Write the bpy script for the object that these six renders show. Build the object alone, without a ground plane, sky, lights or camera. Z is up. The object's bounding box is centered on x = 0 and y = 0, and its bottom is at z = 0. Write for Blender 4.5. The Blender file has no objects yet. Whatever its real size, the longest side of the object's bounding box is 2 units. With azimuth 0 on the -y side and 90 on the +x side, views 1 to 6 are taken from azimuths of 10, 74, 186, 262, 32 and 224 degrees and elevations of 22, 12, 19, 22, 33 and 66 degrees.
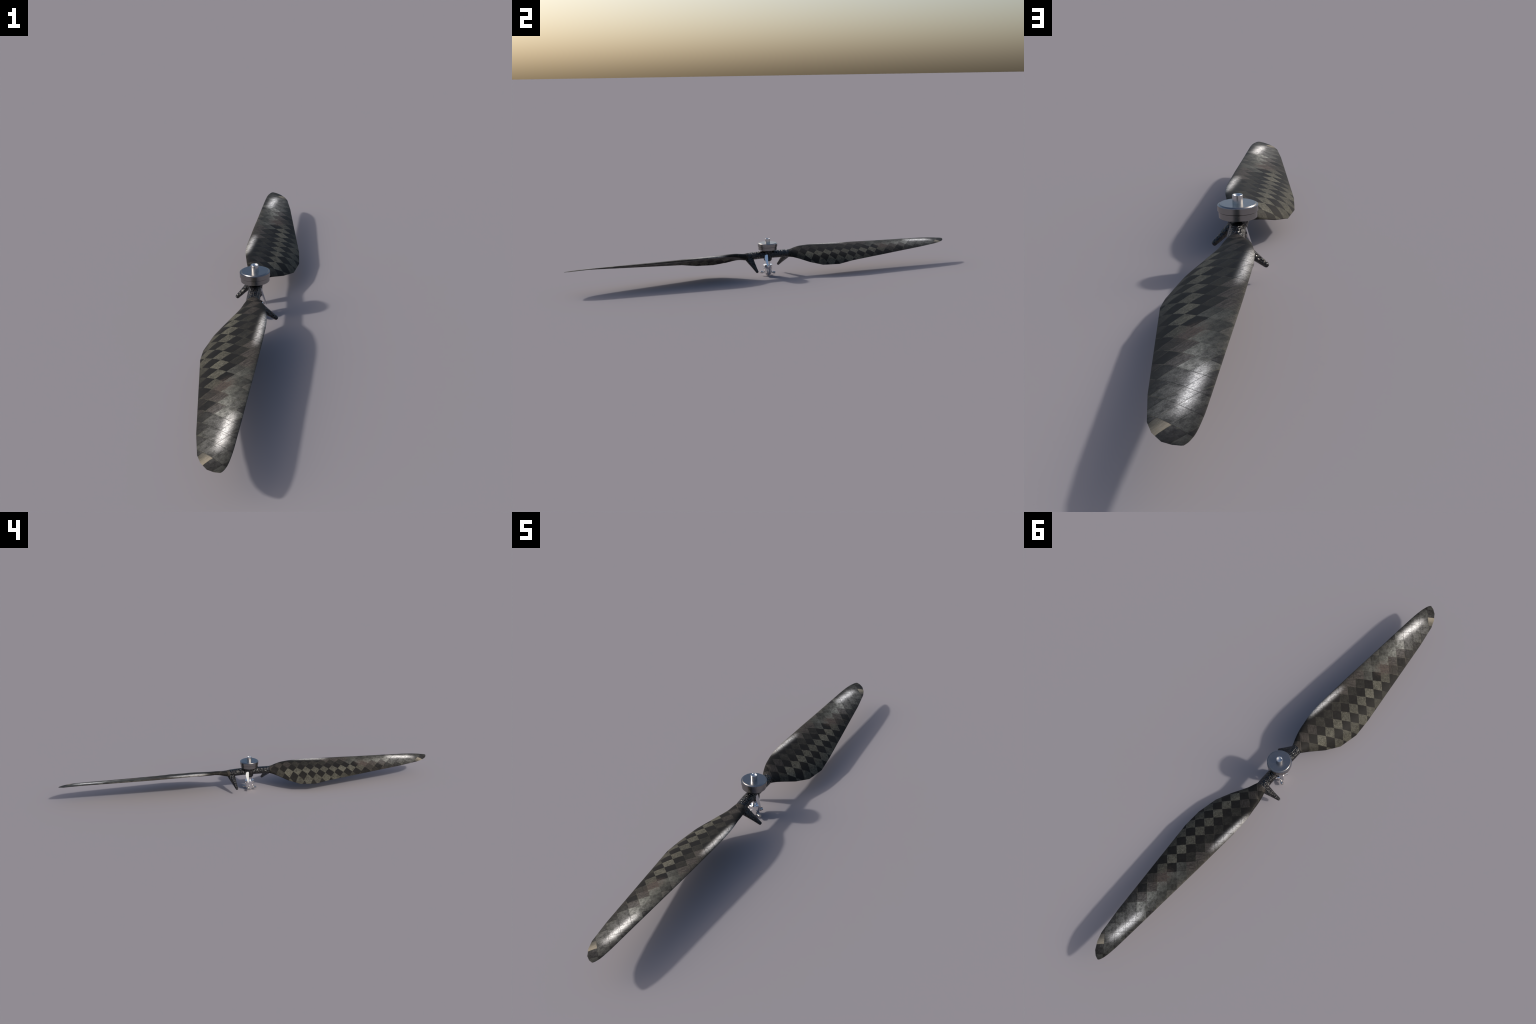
# Two-bladed carbon-fibre folding propeller with a machined hub cap and a chrome shaft clamp.
import bpy, bmesh, math
from mathutils import Vector, Matrix

PI = math.pi

# ------------------------------------------------------------------ helpers
def lerp_table(table, y, k):
    """piecewise linear lookup of column k at span position y (rows sorted by column 0)"""
    if y <= table[0][0]:
        return table[0][k]
    for a, b in zip(table, table[1:]):
        if y <= b[0]:
            t = (y - a[0]) / (b[0] - a[0])
            return a[k] + t * (b[k] - a[k])
    return table[-1][k]

def smooth_table(table, y, k):
    """monotone-ish cubic (Catmull-Rom on uneven knots) lookup"""
    n = len(table)
    if y <= table[0][0]:
        return table[0][k]
    if y >= table[-1][0]:
        return table[-1][k]
    i = max(j for j in range(n - 1) if table[j][0] <= y)
    def slope(j):
        a, b = max(j - 1, 0), min(j + 1, n - 1)
        return (table[b][k] - table[a][k]) / (table[b][0] - table[a][0])
    h = table[i + 1][0] - table[i][0]
    t = (y - table[i][0]) / h
    p0, p1, m0, m1 = table[i][k], table[i + 1][k], slope(i) * h, slope(i + 1) * h
    return ((2*t**3 - 3*t**2 + 1) * p0 + (t**3 - 2*t**2 + t) * m0 + (-2*t**3 + 3*t**2) * p1 + (t**3 - t**2) * m1)

def finish(bm, name, mat, parent, angle=35.0):
    bmesh.ops.recalc_face_normals(bm, faces=bm.faces)
    me = bpy.data.meshes.new(name)
    lim = math.radians(angle)
    for f in bm.faces:
        f.smooth = True
    for e in bm.edges:
        if len(e.link_faces) == 2 and e.calc_face_angle(0.0) > lim:
            e.smooth = False
    bm.to_mesh(me)
    bm.free()
    me.materials.append(mat)
    ob = bpy.data.objects.new(name, me)
    bpy.context.scene.collection.objects.link(ob)
    ob.parent = parent
    return ob

def twin(ob, parent):
    """second copy, turned half a revolution about the propeller axis, sharing the mesh"""
    c = ob.copy()
    bpy.context.scene.collection.objects.link(c)
    c.rotation_euler = (0, 0, PI)
    c.parent = parent
    return c

def loft(bm, rings, cap=True):
    rows = [[bm.verts.new(p) for p in r] for r in rings]
    n = len(rows[0])
    for a, b in zip(rows, rows[1:]):
        for i in range(n):
            j = (i + 1) % n
            bm.faces.new((a[i], a[j], b[j], b[i]))
    if cap:
        bm.faces.new(rows[0][::-1])
        bm.faces.new(rows[-1])
    return rows

def lathe(bm, profile, seg, origin=(0, 0, 0), axis=(0, 0, 1)):
    """revolve (radius, height) pairs about an axis"""
    q = Vector((0, 0, 1)).rotation_difference(Vector(axis)).to_matrix()
    o = Vector(origin)
    rings = []
    for r, h in profile:
        rings.append([o + q @ Vector((r * math.cos(2*PI*i/seg), r * math.sin(2*PI*i/seg), h)) for i in range(seg)])
    loft(bm, rings)

# ------------------------------------------------------------------ node helpers
class Nodes:
    def __init__(self, name):
        self.mat = bpy.data.materials.new(name)
        self.mat.use_nodes = True
        self.nt = self.mat.node_tree
        self.bsdf = self.nt.nodes["Principled BSDF"]
    def new(self, kind, **props):
        n = self.nt.nodes.new(kind)
        for k, v in props.items():
            setattr(n, k, v)
        return n
    def put(self, sock, val):
        if isinstance(val, bpy.types.NodeSocket):
            self.nt.links.new(val, sock)
        else:
            sock.default_value = val
    def m(self, op, a, b=0.0, c=0.0, clamp=False):
        n = self.new("ShaderNodeMath", operation=op, use_clamp=clamp)
        self.put(n.inputs[0], a); self.put(n.inputs[1], b); self.put(n.inputs[2], c)
        return n.outputs[0]
    def step(self, x, lo, hi, a=0.0, b=1.0):
        n = self.new("ShaderNodeMapRange", interpolation_type="SMOOTHSTEP", clamp=True)
        self.put(n.inputs[0], x)
        for i, v in zip((1, 2, 3, 4), (lo, hi, a, b)):
            self.put(n.inputs[i], v)
        return n.outputs[0]
    def mix(self, f, a, b):
        n = self.new("ShaderNodeMix", data_type="RGBA", clamp_factor=True)
        self.put(n.inputs[0], f); self.put(n.inputs[6], a); self.put(n.inputs[7], b)
        return n.outputs[2]
    def mixf(self, f, a, b):
        n = self.new("ShaderNodeMix", data_type="FLOAT", clamp_factor=True)
        self.put(n.inputs[0], f); self.put(n.inputs[2], a); self.put(n.inputs[3], b)
        return n.outputs[0]
    def vec(self, x, y, z=0.0):
        n = self.new("ShaderNodeCombineXYZ")
        self.put(n.inputs[0], x); self.put(n.inputs[1], y); self.put(n.inputs[2], z)
        return n.outputs[0]
    def noise(self, v, scale, detail=3.0, rough=0.55, dist=0.0):
        n = self.new("ShaderNodeTexNoise")
        self.put(n.inputs["Vector"], v)
        n.inputs["Scale"].default_value = scale
        n.inputs["Detail"].default_value = detail
        n.inputs["Roughness"].default_value = rough
        n.inputs["Distortion"].default_value = dist
        return n.outputs[0]
    def white(self, v):
        n = self.new("ShaderNodeTexWhiteNoise", noise_dimensions="2D")
        self.put(n.inputs["Vector"], v)
        return n.outputs["Value"]
    def object_xyz(self):
        tc = self.new("ShaderNodeTexCoord")
        s = self.new("ShaderNodeSeparateXYZ")
        self.nt.links.new(tc.outputs["Object"], s.inputs[0])
        return tc.outputs["Object"], s.outputs[0], s.outputs[1], s.outputs[2]

def rgb(r, g, b):
    return (r, g, b, 1.0)

# ------------------------------------------------------------------ materials
def carbon_blade_material():
    """spread-tow carbon: a diagonal checker of light and dark tow squares laid flat over the blade"""
    N = Nodes("spread_tow_carbon")
    P, x, y, z = N.object_xyz()
    # lattice of the cloth: s runs across the blade, d along it
    s0 = N.m("DIVIDE", N.m("SUBTRACT", 0.00502, x), 0.02702)
    Y = N.m("DIVIDE", N.m("ADD", N.m("ADD", y, 0.50198), N.m("MULTIPLY", s0, 0.00094)), -0.0251947)
    d = N.m("SUBTRACT", Y, N.m("MULTIPLY", N.m("MULTIPLY", Y, Y), 0.00223))
    s = N.m("ADD", s0, N.m("MULTIPLY", d, 0.0385))
    # slight wobble so tow edges are not ruler-straight
    wob = N.m("MULTIPLY", N.m("SUBTRACT", N.noise(P, 60.0, 2.0), 0.5), 0.07)
    a = N.m("ADD", N.m("MULTIPLY", N.m("ADD", s, d), 0.5), wob)
    b = N.m("SUBTRACT", N.m("MULTIPLY", N.m("SUBTRACT", s, d), 0.5), wob)
    ia, ib = N.m("FLOOR", a), N.m("FLOOR", b)
    fa, fb = N.m("FRACT", a), N.m("FRACT", b)
    row = N.m("ADD", ia, ib)                                       # which row of squares, nose side negative
    rnd = N.white(N.vec(ia, ib))
    rnd2 = N.white(N.vec(N.m("ADD", ia, 31.0), N.m("ADD", ib, 17.0)))
    D = N.m("SUBTRACT", ia, ib)                                    # position of the whole square along the blade

    def win(x, lo, hi, soft=1.0):
        return N.m("MULTIPLY", N.step(x, lo - soft, lo + soft), N.step(x, hi - soft, hi + soft, 1.0, 0.0))
    def is_row(k):
        return N.m("COMPARE", row, float(k), 0.1)
    def total(*xs):
        t = xs[0]
        for v in xs[1:]:
            t = N.m("ADD", t, v)
        return t
    def mul(*xs):
        t = xs[0]
        for v in xs[1:]:
            t = N.m("MULTIPLY", t, v)
        return t

    speck = N.noise(P, 420.0, 3.0, 0.75)
    mott = N.noise(P, 90.0, 3.0, 0.6)
    fibre_a = N.noise(N.vec(N.m("MULTIPLY", a, 9.0), N.m("MULTIPLY", b, 2.0), rnd), 1.0, 4.0, 0.7)
    fibre_b = N.noise(N.vec(N.m("MULTIPLY", a, 2.0), N.m("MULTIPLY", b, 9.0), rnd), 1.0, 4.0, 0.7)
    fibre = N.mixf(N.m("FLOORED_MODULO", row, 2.0), fibre_a, fibre_b)
    grain = N.step(speck, 0.34, 0.68, 0.40, 1.72)
    wear = N.m("MULTIPLY", N.step(fibre, 0.36, 0.70, 0.45, 1.35), N.step(speck, 0.34, 0.68, 0.6, 1.35))
    vary = N.m("ADD", 0.70, N.m("MULTIPLY", rnd, 0.60))

    # olive light squares of the weave in the trailing half of the inner blade
    olive = mul(total(mul(is_row(0), win(D, -13.5, 5, 1.8), 0.058), mul(is_row(2), win(D, -20, -1.5), 0.044), mul(is_row(2), win(D, -1.5, 3), 0.022),
                      mul(is_row(4), 0.032), mul(is_row(-2), win(D, -11, 1), 0.010), mul(is_row(-4), win(D, -11, 2), 0.010), mul(is_row(6), 0.03)), grain, N.step(mott, 0.25, 0.75, 0.6, 1.4), vary)
    # grey-green squares of the outer blade
    sage = mul(total(mul(is_row(-2), win(D, 1.5, 11.5), 0.056), mul(is_row(-2), win(D, 6.5, 11), 0.050), mul(is_row(-3), win(D, 2, 12), 0.040), mul(is_row(-1), win(D, 9.5, 15.5), 0.024),
                     mul(is_row(-2), win(D, 12.5, 17), 0.026), mul(is_row(-4), win(D, 2, 9), 0.020), mul(is_row(0), win(D, 9, 15), 0.008),
                     mul(is_row(-3), win(D, 13, 20), 0.016)),
                N.mixf(0.5, grain, N.step(mott, 0.3, 0.7, 0.35, 1.65)), N.m("ADD", 0.5, N.m("MULTIPLY", N.m("ADD", fa, fb), 0.55)), vary)
    # brown, fibrous squares: resin-rich tows part way out and along the nose
    brown = mul(total(mul(is_row(-1), win(D, 4, 9.5), 0.056), mul(is_row(0), win(D, 4.5, 6.5), 0.022), mul(is_row(-3), win(D, -4, 2), 0.050), mul(is_row(-2), win(D, -17, -11.5), 0.030),
                      mul(is_row(-4), win(D, -3, 8), 0.026), mul(is_row(-5), win(D, -4, 7), 0.034), mul(is_row(1), win(D, 7, 13), 0.022)), wear)
    # gloss highlights painted into the colour: streak along nose, streak across outer blade
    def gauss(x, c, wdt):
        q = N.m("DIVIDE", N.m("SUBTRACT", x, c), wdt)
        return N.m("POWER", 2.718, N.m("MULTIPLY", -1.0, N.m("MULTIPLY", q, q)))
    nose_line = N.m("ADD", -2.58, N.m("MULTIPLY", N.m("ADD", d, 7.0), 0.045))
    baked_glint_nose = mul(gauss(N.m("SUBTRACT", s, nose_line), 0.0, 0.36), win(d, -10.0, -3.6, 1.8))
    baked_glint_outer = mul(gauss(s, N.m("ADD", -1.75, N.m("MULTIPLY", N.m("SUBTRACT", d, 10.0), 0.08)), 0.46), win(d, 10.9, 15.6, 1.2))
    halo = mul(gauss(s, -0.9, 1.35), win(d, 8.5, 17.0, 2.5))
    glint_grain = N.m("MULTIPLY", N.step(N.noise(P, 420.0, 2.0, 0.6), 0.32, 0.66, 0.6, 1.2), N.step(mott, 0.25, 0.6, 0.7, 1.1))
    painted_highlight = mul(total(mul(baked_glint_nose, 0.52), mul(baked_glint_outer, 0.78, N.step(fibre, 0.32, 0.62, 0.62, 1.12)), mul(halo, 0.085, N.step(mott, 0.30, 0.66, 0.6, 1.2))), glint_grain)

    def tint(v, c):
        n = N.new("ShaderNodeVectorMath", operation="SCALE")
        n.inputs[0].default_value = c
        N.put(n.inputs["Scale"], v)
        return n.outputs[0]
    def vadd(p, q):
        n = N.new("ShaderNodeVectorMath", operation="ADD")
        N.put(n.inputs[0], p); N.put(n.inputs[1], q)
        return n.outputs[0]
    base = tint(N.m("ADD", 0.0125, mul(N.step(mott, 0.3, 0.7), 0.004)), (1.04, 0.98, 0.90))
    col = vadd(base, tint(olive, (1.0, 0.96, 0.72)))
    col = vadd(col, tint(sage, (0.98, 0.99, 0.84)))
    col = vadd(col, tint(brown, (1.0, 0.86, 0.74)))
    # resin stain about 60 % of the way out
    dx, dy = N.m("DIVIDE", N.m("SUBTRACT", x, 0.016), 0.036), N.m("DIVIDE", N.m("ADD", y, 0.625), 0.050)
    rr = N.m("SQRT", N.m("ADD", N.m("MULTIPLY", dx, dx), N.m("MULTIPLY", dy, dy)))
    stain = N.m("MULTIPLY", N.step(rr, 0.3, 1.1, 1.0, 0.0), N.step(N.noise(P, 170.0, 4.0, 0.7), 0.36, 0.62))
    col = N.mix(N.m("MULTIPLY", stain, 0.75), col, rgb(0.090, 0.068, 0.056))
    # tow edges: fine light and dark seams
    ea = N.m("MINIMUM", fa, N.m("SUBTRACT", 1.0, fa))
    eb = N.m("MINIMUM", fb, N.m("SUBTRACT", 1.0, fb))
    edge = N.step(N.m("MINIMUM", ea, eb), 0.0, 0.05, 1.0, 0.0)
    edge_l = mul(edge, N.step(N.noise(P, 38.0, 2.0), 0.50, 0.60), N.step(d, 0.0, 6.0, 0.35, 0.6))
    col = N.mix(edge_l, col, rgb(0.085, 0.080, 0.060))
    # single pale tow at the tip
    tip = N.m("MULTIPLY", N.m("COMPARE", ia, 8.0, 0.1), N.m("COMPARE", ib, -9.0, 0.1))
    col = N.mix(N.m("MULTIPLY", tip, 0.9), col, N.mix(N.step(N.m("ADD", N.m("MULTIPLY", fibre, 0.4), N.m("MULTIPLY", N.m("SUBTRACT", 1.0, fb), 0.6)), 0.25, 0.80), rgb(0.075, 0.068, 0.052), rgb(0.25, 0.215, 0.155)))
    col = vadd(col, tint(N.m("MULTIPLY", painted_highlight, N.m("SUBTRACT", 1.0, N.m("MULTIPLY", edge, 0.6))), (1.0, 0.97, 0.92)))
    N.put(N.bsdf.inputs["Base Color"], col)
    N.put(N.bsdf.inputs["Roughness"], N.m("ADD", 0.48, N.m("MULTIPLY", N.m("SUBTRACT", mott, 0.5), 0.2)))
    N.bsdf.inputs["Specular IOR Level"].default_value = 0.05
    bump = N.new("ShaderNodeBump")
    bump.inputs["Strength"].default_value = 0.2
    bump.inputs["Distance"].default_value = 0.001
    N.put(bump.inputs["Height"], N.m("SUBTRACT", N.m("MULTIPLY", mott, 0.3), N.m("MULTIPLY", edge, 0.5)))
    N.put(N.bsdf.inputs["Normal"], bump.outputs[0])
    return N.mat

def carbon_hub_material():
    """glossy black twill: tight basket weave whose raised tows glint"""
    N = Nodes("twill_carbon")
    P, x, y, z = N.object_xyz()
    # small raised tow knuckles with faint rings running round the tube
    vor = N.new("ShaderNodeTexVoronoi", feature="SMOOTH_F1")
    vor.inputs["Scale"].default_value = 135.0
    vor.inputs["Smoothness"].default_value = 0.25
    vor.inputs["Randomness"].default_value = 0.55
    N.put(vor.inputs["Vector"], P)
    ring = N.m("SINE", N.m("MULTIPLY", N.m("ADD", y, N.m("MULTIPLY", z, 0.35)), 2 * PI / 0.0115))
    h = N.m("ADD", N.m("MULTIPLY", vor.outputs["Distance"], -1.0), N.m("MULTIPLY", ring, 0.16))
    bump = N.new("ShaderNodeBump")
    bump.inputs["Strength"].default_value = 1.0
    bump.inputs["Distance"].default_value = 0.0045
    N.put(bump.inputs["Height"], h)
    N.put(N.bsdf.inputs["Normal"], bump.outputs[0])
    N.put(N.bsdf.inputs["Base Color"], N.mix(N.step(vor.outputs["Distance"], 0.1, 0.6), rgb(0.011, 0.011, 0.012), rgb(0.004, 0.004, 0.005)))
    N.bsdf.inputs["Roughness"].default_value = 0.22
    return N.mat

def metal(name, base, rough, var=0.0):
    N = Nodes(name)
    N.bsdf.inputs["Metallic"].default_value = 1.0
    P, x, y, z = N.object_xyz()
    n = N.noise(P, 70.0, 3.0)
    k = N.m("ADD", 1.0, N.m("MULTIPLY", N.m("SUBTRACT", n, 0.5), var))
    sc = N.new("ShaderNodeVectorMath", operation="SCALE")
    N.put(sc.inputs[0], base[:3]); N.put(sc.inputs["Scale"], k)
    N.put(N.bsdf.inputs["Base Color"], sc.outputs[0])
    N.put(N.bsdf.inputs["Roughness"], N.m("ADD", rough, N.m("MULTIPLY", N.m("SUBTRACT", n, 0.5), rough * var)))
    return N.mat

BLADE = carbon_blade_material()
TWILL = carbon_hub_material()
SATIN = metal("satin_steel", rgb(0.285, 0.275, 0.27), 0.27, 0.06)
PIN = metal("polished_pin", rgb(0.62, 0.62, 0.62), 0.26, 0.05)
STEEL = metal("screw_steel", rgb(0.52, 0.51, 0.50), 0.16, 0.06)
SPRING = metal("spring_steel", rgb(0.58, 0.59, 0.61), 0.12, 0.05)  # base darkened and cooled below the chrome to mute the warm horizon reflection
CHROME = metal("chrome", rgb(0.84, 0.84, 0.85), 0.05, 0.04)

# ------------------------------------------------------------------ the thing
prop = bpy.data.objects.new("propeller", None)
bpy.context.scene.collection.objects.link(prop)
prop["label"] = "two-bladed carbon fibre propeller with metal hub cap and chrome clamp"
prop["category"] = "propeller"

# ------------------------------------------------------------------ blade
# distance from the axis, nose x, nose z, camber height, greatest thickness
LEAD = [
    (0.107, 0.0312, 0.1060, 0.0090, 0.0370),
    (0.140, 0.0450, 0.1145, 0.0100, 0.0290),
    (0.170, 0.0550, 0.1208, 0.0105, 0.0215),
    (0.200, 0.0620, 0.1238, 0.0118, 0.0170),
    (0.230, 0.0690, 0.1248, 0.0145, 0.0146),
    (0.260, 0.0743, 0.1249, 0.0168, 0.0132),
    (0.300, 0.0787, 0.1244, 0.0178, 0.0122),
    (0.342, 0.0812, 0.1236, 0.0158, 0.0116),
    (0.420, 0.0834, 0.1219, 0.0108, 0.0108),
    (0.500, 0.0858, 0.1206, 0.0080, 0.0100),
    (0.600, 0.0877, 0.1188, 0.0064, 0.0088),
    (0.700, 0.0895, 0.1176, 0.0050, 0.0074),
    (0.800, 0.0915, 0.1165, 0.0038, 0.0058),
    (0.880, 0.0929, 0.1152, 0.0028, 0.0044),
    (0.925, 0.0929, 0.1132, 0.0022, 0.0036),
    (0.957, 0.0912, 0.1112, 0.0015, 0.0028),
    (0.975, 0.0888, 0.1094, 0.0011, 0.0022),
    (0.984, 0.0868, 0.1092, 0.0008, 0.0018),
    (0.9943, 0.0832, 0.1085, 0.0005, 0.0013),
    (0.9998, 0.0785, 0.1075, 0.0002, 0.0009),
]
# distance from the axis, tail x, tail z: straight runs between clear corners
TRAIL = [
    (0.107, -0.0130, 0.0985),
    (0.140, -0.0292, 0.0841),
    (0.1998, -0.0658, 0.0643),
    (0.2604, -0.0933, 0.0510),
    (0.3420, -0.1031, 0.0509),
    (0.4191, -0.0948, 0.0627),
    (0.8303, -0.0147, 0.0900),
    (0.9246, 0.0083, 0.0968),
    (0.9566, 0.0228, 0.0990),
    (0.9839, 0.0433, 0.1018),
    (0.9960, 0.0614, 0.1049),
    (0.9998, 0.0750, 0.1066),
]
CAMBER = [(0, 0), (0.08, 0.43), (0.15, 0.70), (0.24, 0.91), (0.36, 1.0), (0.53, 0.84), (0.68, 0.68), (0.85, 0.42), (0.93, 0.22), (1, 0)]
THICK = [(0, 0.10), (0.20, 0.42), (0.50, 0.79), (0.70, 0.93), (0.82, 1.0), (0.90, 0.96), (0.95, 0.80), (0.98, 0.55), (0.993, 0.33), (1, 0)]
HALF = 22

def blade_ring(r):
    lx, lz = smooth_table(LEAD, r, 1), smooth_table(LEAD, r, 2)
    camber, thick = smooth_table(LEAD, r, 3), smooth_table(LEAD, r, 4)
    tx, tz = lerp_table(TRAIL, r, 1), lerp_table(TRAIL, r, 2)
    chord = Vector((lx - tx, 0, lz - tz))
    up = Vector((-chord.z, 0, chord.x)).normalized()
    w = min(1.0, max(0.0, (r - 0.107) / 0.085))
    w = w * w * (3 - 2 * w)                       # 0 = round root, 1 = thin cambered aerofoil
    def skin(s, side):
        oval = 2 * math.sqrt(max(0.0, s * (1 - s)))
        t = thick * ((1 - w) * oval + w * smooth_table(THICK, s, 1))
        return Vector((tx, -r, tz)) + chord * s + up * (w * camber * smooth_table(CAMBER, s, 1) + side * 0.5 * t)
    fr = [0.5 - 0.5 * math.cos(PI * i / HALF) for i in range(HALF + 1)]
    return [skin(s, 1) for s in fr] + [skin(s, -1) for s in fr[-2::-1]]

stations = sorted({round(v, 4) for v in
    [0.107 + 0.0075 * i for i in range(32)] + [t[0] for t in TRAIL] + [0.35 + 0.02 * i for i in range(31)] + [0.96, 0.965, 0.97, 0.975, 0.98, 0.988, 0.992, 0.998]
    if v <= 0.9998})
bm = bmesh.new()
loft(bm, [blade_ring(r) for r in stations])
blade = finish(bm, "blade", BLADE, prop, 50)
twin(blade, prop)

# ------------------------------------------------------------------ hub arm (round carbon tube drifting to the nose side of each blade)
def arm_ring(y, grow=0.0, seg=32):
    k = abs(y) / 0.107
    sg = -math.copysign(1, y)                      # each half leans to the nose side of its own blade
    cx = sg * 0.0091 * k ** 1.4
    a = 0.0200 + 0.0022 * k + grow
    b = 0.0190 - 0.0004 * k + grow
    cz = 0.1050 - 0.0026 * k * k
    tilt = sg * 0.17 * k * k
    ct, st = math.cos(tilt), math.sin(tilt)
    ring = []
    for i in range(seg):
        u, v = a * math.cos(2*PI*i/seg), b * math.sin(2*PI*i/seg)
        ring.append(Vector((cx + u * ct - v * st, y, cz + u * st + v * ct)))
    return ring

bm = bmesh.new()
loft(bm, [arm_ring(-0.109 + 0.218 * i / 40) for i in range(41)])
arm = finish(bm, "hub_arm", TWILL, prop)

# socket at the middle of the arm
bm = bmesh.new()
lathe(bm, [(0.0115, 0.0720), (0.0150, 0.0722), (0.0195, 0.0775), (0.0208, 0.0860), (0.0222, 0.1080), (0.0250, 0.1200), (0.0262, 0.1310)], 28)
socket = finish(bm, "hub_socket", TWILL, arm, 40)

# ------------------------------------------------------------------ swept spikes beside the blade roots
def spike_mesh(bm):
    root, tip = Vector((0.0060, -0.1045, 0.1020)), Vector((0.0768, -0.0761, 0.0355))
    ax = (tip - root).normalized()
    wide = (Vector((0, 1, 0)) - ax * ax.y).normalized()
    thin = ax.cross(wide)
    L = (tip - root).length
    rings = []
    #  fraction, half width along the arm, half thickness
    prof = [(0.0, 0.0205, 0.0150), (0.12, 0.0195, 0.0138), (0.25, 0.0178, 0.0122), (0.40, 0.0152, 0.0103), (0.55, 0.0124, 0.0087),
            (0.70, 0.0099, 0.0073), (0.85, 0.0078, 0.0063), (0.93, 0.0069, 0.0058), (0.97, 0.0060, 0.0052), (0.99, 0.0045, 0.0040), (1.0, 0.0018, 0.0016)]
    for t, a, b in prof:
        c = root + ax * (L * t * 1.03)
        rings.append([c + wide * (a * 1.04 * math.cos(2*PI*i/24)) + thin * (b * 1.2 * math.sin(2*PI*i/24)) for i in range(24)])
    loft(bm, rings)
bm = bmesh.new()
spike_mesh(bm)
spike = finish(bm, "spike", TWILL, arm, 60)
twin(spike, arm)

# ------------------------------------------------------------------ hub cap: two stacked turned discs, stub pin with a dished end
bm = bmesh.new()
lathe(bm, [(0.020, 0.1305), (0.0455, 0.1305), (0.0462, 0.1312), (0.0462, 0.1450), (0.0440, 0.1453)], 28)
lathe(bm, [(0.030, 0.1464), (0.0482, 0.1464), (0.0487, 0.1469), (0.0487, 0.1612), (0.0452, 0.1618),
           (0.0436, 0.1638), (0.0430, 0.1642), (0.0150, 0.1642)], 28)
cap = finish(bm, "hub_cap", SATIN, prop, 16)

bm = bmesh.new()
lathe(bm, [(0.0126, 0.1630), (0.0126, 0.1842), (0.0122, 0.1847), (0.0108, 0.1848), (0.0102, 0.1830), (0.0080, 0.1805), (0.0045, 0.1792), (0.0008, 0.1788)], 28)
finish(bm, "pin", PIN, cap, 22)

# ------------------------------------------------------------------ chrome shaft and clamp under the hub
bm = bmesh.new()
lathe(bm, [(0.0112, 0.0500), (0.0112, 0.0760)], 28)
shaft = finish(bm, "shaft", CHROME, prop)

bm = bmesh.new()
lathe(bm, [(0.0112, 0.0520), (0.0130, 0.0535), (0.0210, 0.0540), (0.0226, 0.0525), (0.0226, 0.0340), (0.0220, 0.0320), (0.0204, 0.0310),
           (0.0200, 0.0300), (0.0200, 0.0150), (0.0190, 0.0115), (0.0165, 0.0080), (0.0130, 0.0060), (0.0120, 0.0040), (0.0115, 0.0008), (0.0100, 0.0)], 28)
clamp = finish(bm, "clamp", CHROME, prop, 30)

# four thumb screws round the foot of the clamp
bm = bmesh.new()
lathe(bm, [(0.0030, 0.0140), (0.0030, 0.0200), (0.0032, 0.0205), (0.0034, 0.0246), (0.0055, 0.0250), (0.0061, 0.0258), (0.0061, 0.0364), (0.0056, 0.0371), (0.0012, 0.0371)], 18,
      origin=(0, 0, 0.0140), axis=(1, 0, 0))
screw = finish(bm, "thumb_screw", STEEL, clamp, 22)
screw.rotation_euler = (0, 0, math.radians(-21.6))
for i in range(1, 4):
    c = screw.copy()
    bpy.context.scene.collection.objects.link(c)
    c.rotation_euler = (0, 0, math.radians(-21.6 + 90 * i))
    c.parent = clamp

# small set screws in the side of the clamp
bm = bmesh.new()
lathe(bm, [(0.0022, 0.020), (0.0022, 0.0245), (0.0016, 0.0252), (0.0005, 0.0252)], 14, origin=(0, 0, 0.0400), axis=(math.cos(math.radians(-76.8)), math.sin(math.radians(-76.8)), 0))
nub = finish(bm, "set_screw", CHROME, clamp, 30)
twin(nub, clamp)

# two spring plates hanging from the sides of the arm, tapering outward to the clamp
def plate_mesh(bm):
    # y at the left edge, y at the right edge, x of the outer face, z
    def lean(z):
        return 0.0202 + (0.1085 - z) * 0.285
    rows = [(yl, yr, lean(z), z) for yl, yr, z in [(-0.0204, -0.0056, 0.1085), (-0.0214, -0.0058, 0.1000), (-0.0230, -0.0062, 0.0900),
            (-0.0206, -0.0068, 0.0800), (-0.0176, -0.0077, 0.0670), (-0.0145, -0.0086, 0.0560), (-0.0130, -0.0092, 0.0525)]]
    th = 0.0026
    loft(bm, [[Vector((x - th, yl, z)), Vector((x, yl, z)), Vector((x, yr, z)), Vector((x - th, yr, z))] for yl, yr, x, z in rows])
bm = bmesh.new()
plate_mesh(bm)
plate = finish(bm, "spring_plate", SPRING, arm, 25)
twin(plate, arm)
